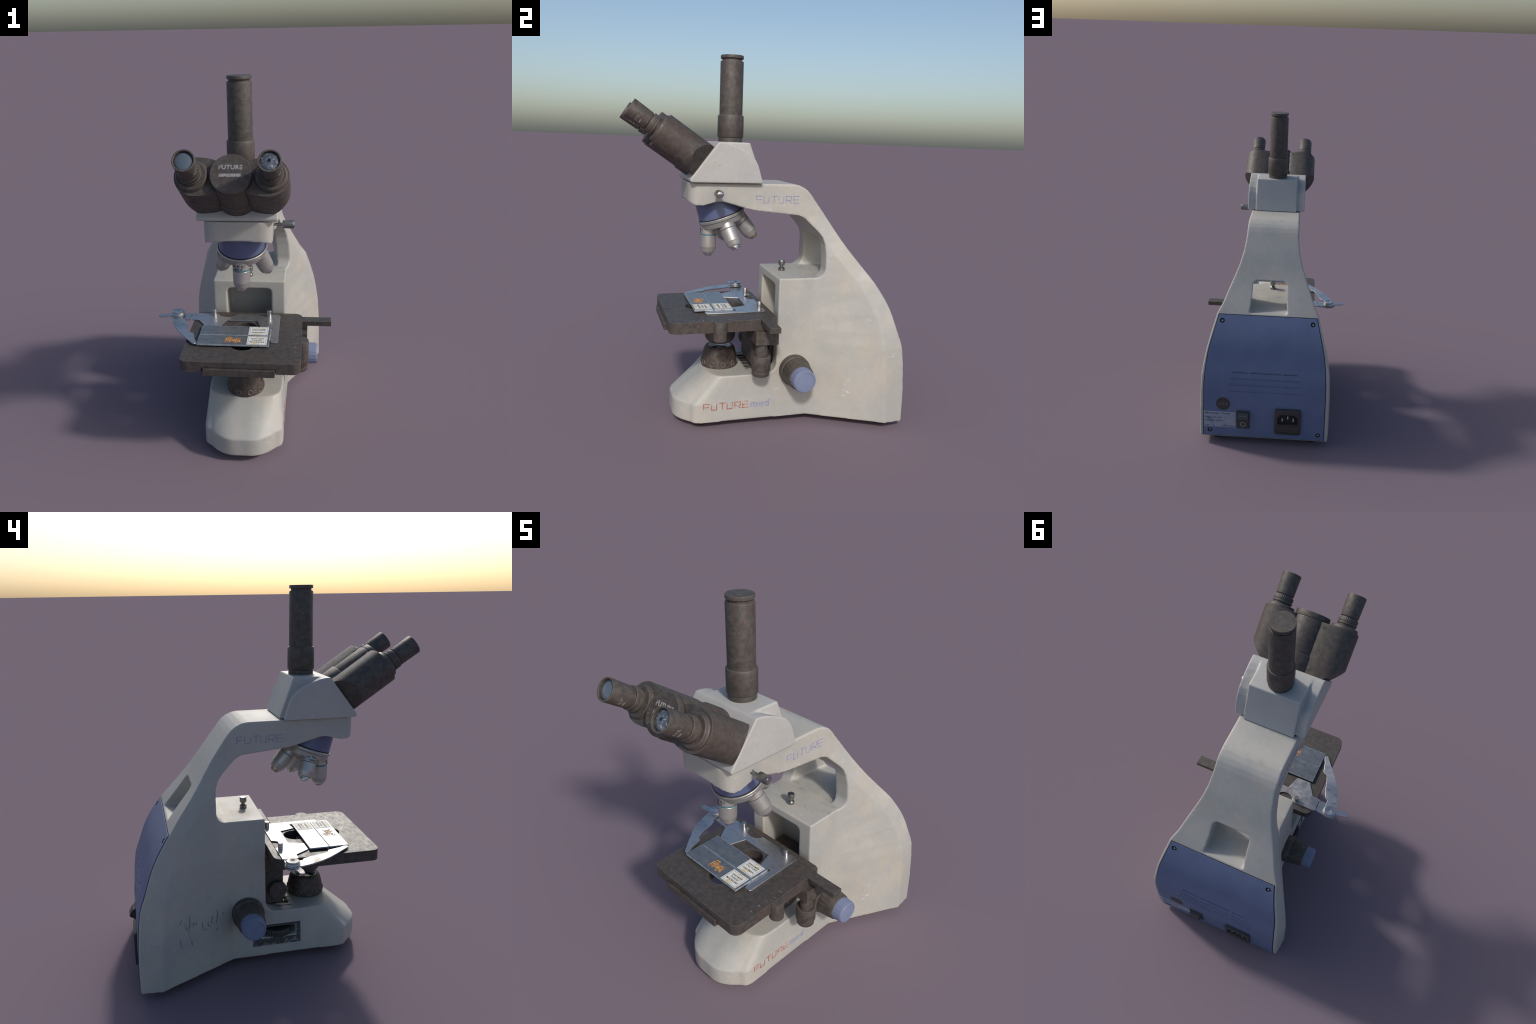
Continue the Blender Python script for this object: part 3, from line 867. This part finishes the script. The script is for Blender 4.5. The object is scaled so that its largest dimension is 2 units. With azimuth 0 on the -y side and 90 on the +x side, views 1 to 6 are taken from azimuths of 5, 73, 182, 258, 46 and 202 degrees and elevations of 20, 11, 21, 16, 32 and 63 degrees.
# ------------------------------------------------------------------ revolving nosepiece
nax = Vector((0, 0.342, -0.9397))
NC = Vector((0, -0.24, 1.153))
NM = frame(NC, nax)
turret = new_obj("nosepiece", lathe([(0.108, -0.150), (0.112, -0.12), (0.1165, -0.085), (0.1190, -0.05), (0.1212, -0.026), (0.1222, -0.0135), (0.0, -0.0135)], 72, NM), 'cone', scope)
new_obj("turret_groove", lathe([(0.0, -0.0155), (0.1235, -0.0155), (0.1235, -0.008), (0.0, -0.008)], 72, NM), 'void', turret)
new_obj("turret_ring", lathe([(0.0, -0.0105), (0.1275, -0.0105), (0.1300, -0.007), (0.1300, 0.003), (0.1275, 0.006), (0.1235, 0.0075), (0.1230, 0.0085), (0.1245, 0.010), (0.1225, 0.032), (0.119, 0.036), (0.09, 0.043), (0.0, 0.052)], 72, NM), 'ring', turret)
kinds = {
    'front': dict(L=0.192, band='teal', words=("Plan 4/ 0.1", "160/0.17"), tip='chrome', rad=1.0),
    'right': dict(L=0.184, band='groove', words=("Plan 40/0.65", "160/0.17"), tip='chrome', rad=1.0),
    'rear': dict(L=0.187, band='groove', words=("Plan 10/0.25", "160/0.17"), tip='brass', rad=1.0),
    'left': dict(collar=0.102, L=0.168, band='groove', words=("Plan 100/1.25", "160/0.17"), tip='chrome', rad=1.0)}
for nm, (ux, uv) in dict(front=(0, -1), right=(1, 0), rear=(0, 1), left=(-1, 0)).items():
    k = kinds[nm]
    L = k['L']
    Z = L - k.get('collar', 0.122)          # lower edge of the engraved collar
    rad_dir = Vector((ux, 0, 0)) + Vector((0, 0.9397, 0.342)) * uv
    d = (nax * math.cos(math.radians(20)) + rad_dir * math.sin(math.radians(20))).normalized()
    base = NC + rad_dir * (0.0745 if ux == 0 else 0.069)
    ref = Vector((1, 0, 0)) if abs(d.x) < 0.2 else Vector((0, -1, 0))
    om = frame(base, d, ref)
    o = new_obj("objective", lathe([(0.0, 0.02), (0.0430, 0.02), (0.0445, 0.03), (0.0445, Z), (0.0430, Z + 0.0025), (0.0430, Z + (0.0070 if k['band'] == 'teal' else 0.0048)), (0.0445, Z + (0.009 if k['band'] == 'teal' else 0.006)),
                                    (0.0436, L - 0.050), (0.0424, L - 0.0475), (0.0410, L - 0.034), (0.0360, L - 0.0215), (0.0315, L - 0.0175)] + [(0.0, L - 0.0175)], 48, om), 'silver', turret, 22)
    new_obj("objective_band", lathe([(0.0, Z + 0.0015), (0.0440 if k['band'] == 'teal' else 0.0432, Z + 0.0015), (0.0440 if k['band'] == 'teal' else 0.0432, Z + 0.0075), (0.0, Z + 0.0075)], 48, om), k['band'], o)
    new_obj("objective_tip", lathe([(0.0, L - 0.02), (0.0285, L - 0.02), (0.0285, L - 0.012), (0.0250, L - 0.0095), (0.0245, L - 0.006), (0.0205, L - 0.004), (0.0195, L), (0.0145, L), (0.0120, L - 0.003), (0.0, L - 0.003)], 40, om), k['tip'], o)
    # engraving wrapped round the upper band
    for j, wd in enumerate(k['words'] if nm in ('front', 'left') else ()):
        g = text_mesh(wd, 0.0200 if j == 0 else 0.0145, 0.0, None, 0.0004, 1.05)
        bmq = bmesh.new(); bmq.from_mesh(g); bmesh.ops.triangulate(bmq, faces=bmq.faces[:]); bmesh.ops.subdivide_edges(bmq, edges=bmq.edges[:], cuts=1); bmq.to_mesh(g); bmq.free()
        g = baked(g, ('SOLIDIFY', dict(thickness=0.0008, offset=0.0)))
        a0 = {'front': math.pi / 2 + 0.35, 'right': math.pi / 2, 'rear': -math.pi / 2, 'left': math.pi / 2 - 0.35}[nm]
        for v in g.vertices:
            hh = (Z) - 0.022 + 0.017 * j - v.co.y - 0.002
            an = a0 - v.co.x / 0.0445
            rr = 0.0449 + v.co.z
            v.co = Vector((rr * math.cos(an), rr * math.sin(an), hh))
        g.transform(om)
        new_obj("objective_engraving", g, 'inkblack', o)

# ------------------------------------------------------------------ stage
ST = rrect(S(-0.283), S(0.333), -0.558, 0.016, 0.042, 8)
plate = prism(ST, 0.587, 0.6475, 'z')
ovalh = arc(0.0, -0.175, 0.066, 0, 180, 16) + arc(0.0, -0.366, 0.066, 180, 360, 16)
cuts = [prism(ovalh, 0.5, 0.7, 'z'),
        box(S(0.20), S(0.40), -0.0815, -0.0185, 0.617, 0.70),      # rail channel, open to the +x edge
        box(S(-0.40), S(0.21), -0.0805, -0.0195, 0.6425, 0.70),
        box(S(-0.167), S(0.208), -0.60, -0.545, 0.56, 0.6165)]
plate = boolean(plate, cuts)
stage = new_obj("stage", bevel(plate, 0.0032, 2, 40), 'stage', scope, 40)
rail = bevel(box(S(0.19), S(0.496), -0.0795, -0.0205, 0.619, 0.6475), 0.002, 2)
new_obj("cross_rail", rail, 'stage', stage)
new_obj("cross_rail", bevel(box(S(-0.278), S(0.189), -0.0785, -0.0215, 0.6405, 0.6465), 0.001, 1), 'stage', stage)
new_obj("front_rail", bevel(box(S(-0.159), S(0.204), -0.572, -0.50, 0.574, 0.6135), 0.003, 2), 'stage', stage)
new_obj("front_rail_groove", box(S(-0.165), S(0.2065), -0.559, -0.52, 0.61, 0.6155), 'void', stage)
new_obj("stage_stop", lathe([(0.0, 0.543), (0.0325, 0.543), (0.0355, 0.547), (0.0360, 0.643), (0.0345, 0.6462), (0.0, 0.6466)], 40, Matrix.Translation((S(0.335), -0.299, 0))), 'dark', stage)
# engraved scale
ticks = []
for i, t in enumerate(("0", "5", "10", "15", "20", "25")):
    y = -0.479 + i * 0.0470
    ticks.append(text_mesh(t, 0.0145, 0.0004, Matrix.Translation((S(0.303), y, 0.6476)) @ Matrix.Rotation(math.pi / 2, 4, 'Z')))
    ticks.append(box(S(0.313), S(0.320), y - 0.0011, y + 0.0011, 0.6472, 0.6479))
    ticks.append(box(S(0.315), S(0.320), y + 0.0225, y + 0.0243, 0.6472, 0.6479))
sc = new_obj("stage_scale", join(ticks), mat_print("worn_scale_ink", (0.26, 0.26, 0.27), (0.06, 0.055, 0.05), 80, 0.52), stage)

# carriage that carries the stage into the block
new_obj("carriage", bevel(join([box(S(-0.118), S(0.116), -0.070, 0.034, 0.312, 0.5885)]), 0.008, 2), 'dark', stage)
new_obj("carriage_slide", box(S(-0.095), S(0.125), 0.035, 0.195, 0.34, 0.53), 'dark', stage)
new_obj("drive_block", bevel(box(0.10, S(0.362), -0.112, 0.012, 0.513, 0.5865), 0.002, 1), 'dark', stage)
KX = Matrix.Translation((S(0.319), -0.070, 0))
kn = new_obj("stage_drive_knob", lathe([(0.0, 0.44), (0.0335, 0.44), (0.0325, 0.47), (0.0275, 0.525), (0.0275, 0.54), (0.0, 0.54)], 40, KX), 'dark', stage)
new_obj("drive_ring", lathe([(0.0, 0.3655), (0.0485, 0.3655), (0.0515, 0.370), (0.0515, 0.440), (0.0490, 0.446), (0.0435, 0.447), (0.041, 0.443), (0.0, 0.443)], 40, KX, ribs=(0.369, 0.441, 24, 0.0008)), 'dark', kn)
new_obj("drive_ring", lathe([(0.0, 0.334), (0.042, 0.334), (0.045, 0.338), (0.0455, 0.3625), (0.0435, 0.366), (0.0, 0.366)], 40, KX, ribs=(0.337, 0.363, 24, 0.0008)), 'dark', kn)
for s in (1, -1):
    new_obj("condenser_knob", lathe([(0.0, 0.10), (0.026, 0.10), (0.026, 0.143), (0.047, 0.145), (0.050, 0.149), (0.050, 0.170), (0.0475, 0.174), (0.0, 0.174)], 44, frame((0, -0.033, 0.404), (s, 0, 0), (0, 1, 0)), ribs=(0.148, 0.171, 30, 0.001)), 'dark', stage)
# condenser under the stage
cnd = new_obj("condenser", lathe([(0.0, 0.4335), (0.046, 0.4335), (0.060, 0.437), (0.075, 0.448), (0.083, 0.462), (0.0865, 0.475), (0.0865, 0.505), (0.092, 0.509), (0.092, 0.530), (0.090, 0.533), (0.090, 0.588), (0.064, 0.589), (0.058, 0.600), (0.050, 0.622), (0.044, 0.626), (0.0, 0.624)], 56, Matrix.Translation((0, -0.232, 0))), 'dark', stage)
new_obj("condenser_lens", lathe([(0.0, 0.620), (0.034, 0.620), (0.034, 0.6265), (0.02, 0.6295), (0.0, 0.630)], 40, Matrix.Translation((0, -0.232, 0))), 'lens', cnd)
new_obj("condenser_screw", lathe([(0.0, 0.0), (0.021, 0.0), (0.021, 0.016), (0.018, 0.018), (0.0, 0.018)], 28, frame((0.070, -0.295, 0.497), (0.8, -0.6, 0))), 'dark', cnd)

# ---- mechanical slide clip
zp = 0.6485
clip_outline = ([(S(-0.300), -0.019), (S(-0.152), -0.019)] + [(S(-0.1) + 0.052 * math.cos(a), -0.019 + 0.042 * math.sin(a)) for a in np.linspace(math.pi, 2 * math.pi, 11)]
                + [(S(0.188), -0.018), (S(0.201), -0.021), (S(0.207), -0.032), (S(0.208), -0.340), (S(0.203), -0.350), (S(0.190), -0.353), (S(0.172), -0.350), (S(0.158), -0.30), (S(0.150), -0.205),
                   (S(0.164), -0.196), (S(0.172), -0.186), (S(0.166), -0.176), (S(0.152), -0.180), (S(0.106), -0.186), (S(0.079), -0.104), (S(-0.096), -0.101), (S(-0.122), -0.184), (S(-0.203), -0.184), (S(-0.254), -0.106), (S(-0.300), -0.103)])
clip = new_obj("slide_clip", bevel(prism(clip_outline, zp, zp + 0.0065, 'z'), 0.0015, 2, 50), 'steel', stage)
hinge = [(S(-0.306), -0.024), (S(-0.306), -0.099), (S(-0.355), -0.096)] + [(S(-0.387) + 0.041 * math.cos(a), -0.049 + 0.041 * math.sin(a)) for a in np.radians(np.linspace(-62, -200, 10))] + [(S(-0.415), -0.016), (S(-0.375), -0.010), (S(-0.350), -0.020)]
new_obj("clip_hinge", bevel(prism(hinge, zp - 0.004, zp + 0.0045, 'z'), 0.0015, 2, 50), 'steel', clip)
for y in (-0.031, -0.092):
    new_obj("rivet", lathe([(0.0, 0), (0.0055, 0), (0.0050, 0.0035), (0.0, 0.005)], 16, Matrix.Translation((S(-0.303), y, zp + 0.005))), 'chrome', clip)
tongue = [(S(-0.400), -0.040), (S(-0.440), -0.046), (S(-0.474), -0.055)] + [(S(-0.482) + 0.0125 * math.cos(a), -0.0700 + 0.0150 * math.sin(a)) for a in np.radians(np.linspace(80, 250, 8))] + [(S(-0.455), -0.086), (S(-0.425), -0.078), (S(-0.400), -0.075)]
new_obj("finger_tab", bevel(prism(tongue, zp + 0.005, zp + 0.0125, 'z'), 0.002, 2, 50), 'steel', clip)
arm_outline = [(S(-0.345), -0.112), (S(-0.330), -0.120), (S(-0.312), -0.160), (S(-0.293), -0.235), (S(-0.278), -0.268), (S(-0.258), -0.276), (S(-0.252), -0.285), (S(-0.236), -0.345), (S(-0.222), -0.375), (S(-0.221), -0.390),
               (S(-0.230), -0.397), (S(-0.240), -0.392), (S(-0.297), -0.320), (S(-0.340), -0.262), (S(-0.373), -0.207), (S(-0.397), -0.150), (S(-0.412), -0.095), (S(-0.418), -0.050), (S(-0.40), -0.020), (S(-0.36), -0.020), (S(-0.35), -0.06)]
arm = new_obj("clip_arm", bevel(prism(arm_outline, zp + 0.0065, zp + 0.0135, 'z'), 0.0015, 2, 50), 'steel', clip)
new_obj("pivot_knob", lathe([(0.0, 0.0), (0.0395, 0.0), (0.0405, 0.003), (0.0395, 0.006), (0.036, 0.008), (0.036, 0.012), (0.0385, 0.015), (0.0370, 0.020), (0.0340, 0.0215), (0.0350, 0.024), (0.0345, 0.030), (0.031, 0.0335), (0.012, 0.0325), (0.010, 0.031), (0.006, 0.029), (0.0, 0.029)], 48,
                            Matrix.Translation((S(-0.384), -0.050, zp + 0.0085)) @ Matrix.Diagonal((1, 1, 0.76, 1))), 'steel', clip)
for x in (S(-0.1735), S(0.1435)):
    new_obj("clip_pin", lathe([(0.0, 0.0), (0.0135, 0.0), (0.0135, 0.039), (0.0125, 0.041), (0.0, 0.041)], 28, Matrix.Translation((x, -0.040, zp + 0.004))), 'pin', clip)

# ------------------------------------------------------------------ lamp in the foot
LM = Matrix.Translation((0, -0.233, 0))
lamp_prof = [(0.0, 0.298), (0.100, 0.298), (0.1025, 0.305), (0.1025, 0.322), (0.100, 0.340), (0.094, 0.372), (0.086, 0.400), (0.080, 0.411), (0.074, 0.4145), (0.0645, 0.4145), (0.0638, 0.4135), (0.0638, 0.386), (0.0, 0.386)]
lamp = new_obj("lamp_housing", lathe(lamp_prof, 64, LM), 'rusty', scope)
new_obj("lamp_rim", lathe([(0.0560, 0.388), (0.0560, 0.392), (0.0625, 0.4135), (0.0640, 0.4135), (0.0645, 0.388)], 56, LM), 'rimskytint', lamp)
new_obj("lamp_glass", lathe([(0.0, 0.382), (0.0590, 0.382), (0.0590, 0.3885), (0.04, 0.390), (0.037, 0.3885), (0.025, 0.391), (0.0, 0.392)], 48, LM), mat_plain("dark_lamp_glass", (0.02, 0.021, 0.024), 0.25), lamp)
for i in range(10):
    a = 2 * math.pi * (i + 0.02) / 10
    f = frame((0.1008 * math.cos(a), -0.233 + 0.1008 * math.sin(a), 0.327), (math.cos(a), math.sin(a), 0.10))
    new_obj("lamp_stud", torus(0.0128, 0.0042, f, 28, 10), 'studrim', lamp)
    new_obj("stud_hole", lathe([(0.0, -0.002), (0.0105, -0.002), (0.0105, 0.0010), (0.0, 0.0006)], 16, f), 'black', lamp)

# ------------------------------------------------------------------ focus knobs
for s in (1, -1):
    f = frame((0, 0.148, 0.318), (s, 0, 0), (0, 1, 0))
    d = new_obj("coarse_knob", lathe([(0.0, 0.18), (0.084, 0.18), (0.087, 0.222), (0.087, 0.246), (0.0845, 0.250), (0.080, 0.252), (0.080, 0.258), (0.0815, 0.260), (0.0755, 0.315), (0.0715, 0.344), (0.0685, 0.3495), (0.0, 0.3495)], 64, f, ribs=(0.259, 0.34, 20, 0.0022)), 'dark', scope)
    new_obj("fine_knob", lathe([(0.0, 0.345), (0.0648, 0.345), (0.0652, 0.350), (0.0630, 0.392), (0.0605, 0.400), (0.0575, 0.404), (0.0520, 0.4045), (0.0505, 0.402), (0.049, 0.4035), (0.0, 0.4040)], 64, f, ribs=(0.3495, 0.393, 18, 0.0016)), 'knob', d)

# ------------------------------------------------------------------ glass slides (loose things lying on the stage)
def slide(y0, y1, stained, rows):
    root = empty("glass_slide", (S(-0.026) + CX, (y0 + y1) / 2, 0.6555))
    root["label"] = "glass microscope slide with paper label" + (" and orange stain" if stained else "")
    root["category"] = "microscope slide"
    hx, hy = 0.1905, (y1 - y0) / 2
    new_obj("slide_pane", bevel(box(-hx, hx, -hy, hy, 0.0, 0.0085), 0.0012, 2), 'slide', root)
    lx0, lx1 = hx - 0.118, hx - 0.012
    paper = new_obj("slide_label", box(lx0, lx1, -hy + 0.007, hy - 0.006, 0.0078, 0.0092), 'paper', root)
    bits = []
    cx, cy, wx, wy = (lx0 + lx1) / 2, 0.0, (lx1 - lx0) / 2 - 0.006, hy - 0.0125
    for a, b, c, d in ((cx - wx, cx + wx, wy - 0.0011, wy), (cx - wx, cx + wx, -wy, -wy + 0.0011)):
        bits.append(box(a, b, c, d, 0.0088, 0.0095))
    for a, b in ((cx - wx, cx - wx + 0.0011), (cx + wx - 0.0011, cx + wx)):
        bits.append(box(a, b, -wy + 0.0012, wy - 0.0012, 0.0088, 0.0095))
    for s, yy, sz in rows:
        bits.append(text_mesh(s, sz, 0.0003, Matrix.Translation((cx, yy, 0.0093)), 0.0003, 1.25))
    new_obj("label_print", join(bits), 'inkblack', paper)
    if stained:
        # a lacy smear: wandering loops of thin dried film
        r2 = random.Random(21)
        parts = []
        for i in range(17):
            ox, oy = r2.uniform(-0.033, 0.036), r2.uniform(-0.028, 0.028)
            rad = r2.uniform(0.006, 0.014)
            a0, span = r2.uniform(0, 6.3), r2.uniform(2.8, 6.0)
            bmx = bmesh.new()
            rings = []
            N = 22
            for j in range(N + 1):
                a = a0 + span * j / N
                q = rad * (1 + 0.30 * math.sin(3 * a + i) + 0.16 * math.sin(7 * a + 2 * i))
                c = Vector((ox + q * math.cos(a), oy + q * math.sin(a) * 0.8, 0.0086))
                t = 0.0032 * (0.55 + 0.45 * math.sin(5 * a + i)) + 0.0010
                rd = Vector((math.cos(a), math.sin(a), 0))
                rings.append([bmx.verts.new(c + rd * t * k + Vector((0, 0, h))) for k, h in ((1, -0.0003), (0.5, 0.0007), (-0.5, 0.0008 + 0.00002 * i), (-1, -0.0003))])
            for A, B in zip(rings, rings[1:]):
                for j in range(4):
                    bmx.faces.new((A[j], A[(j + 1) % 4], B[(j + 1) % 4], B[j]))
            bmx.faces.new(rings[0]); bmx.faces.new(rings[-1])
            parts.append(from_bm(bmx, "film"))
        st = join(parts)
        st.transform(Matrix.Translation((0.0, 0.001, 0)))
        new_obj("stain", st, 'stain', root)
    return root
slide(-0.4045, -0.3000, True, [("SPECIMEN", 0.018, 0.0125), ("FUNGI", 0.001, 0.0155), ("MICROBE", -0.017, 0.0155)])
slide(-0.2965, -0.1910, False, [("SPECIMEN", 0.019, 0.0140), ("CULTURE", 0.004, 0.0140), ("SPECIMEN", -0.019, 0.0140)])
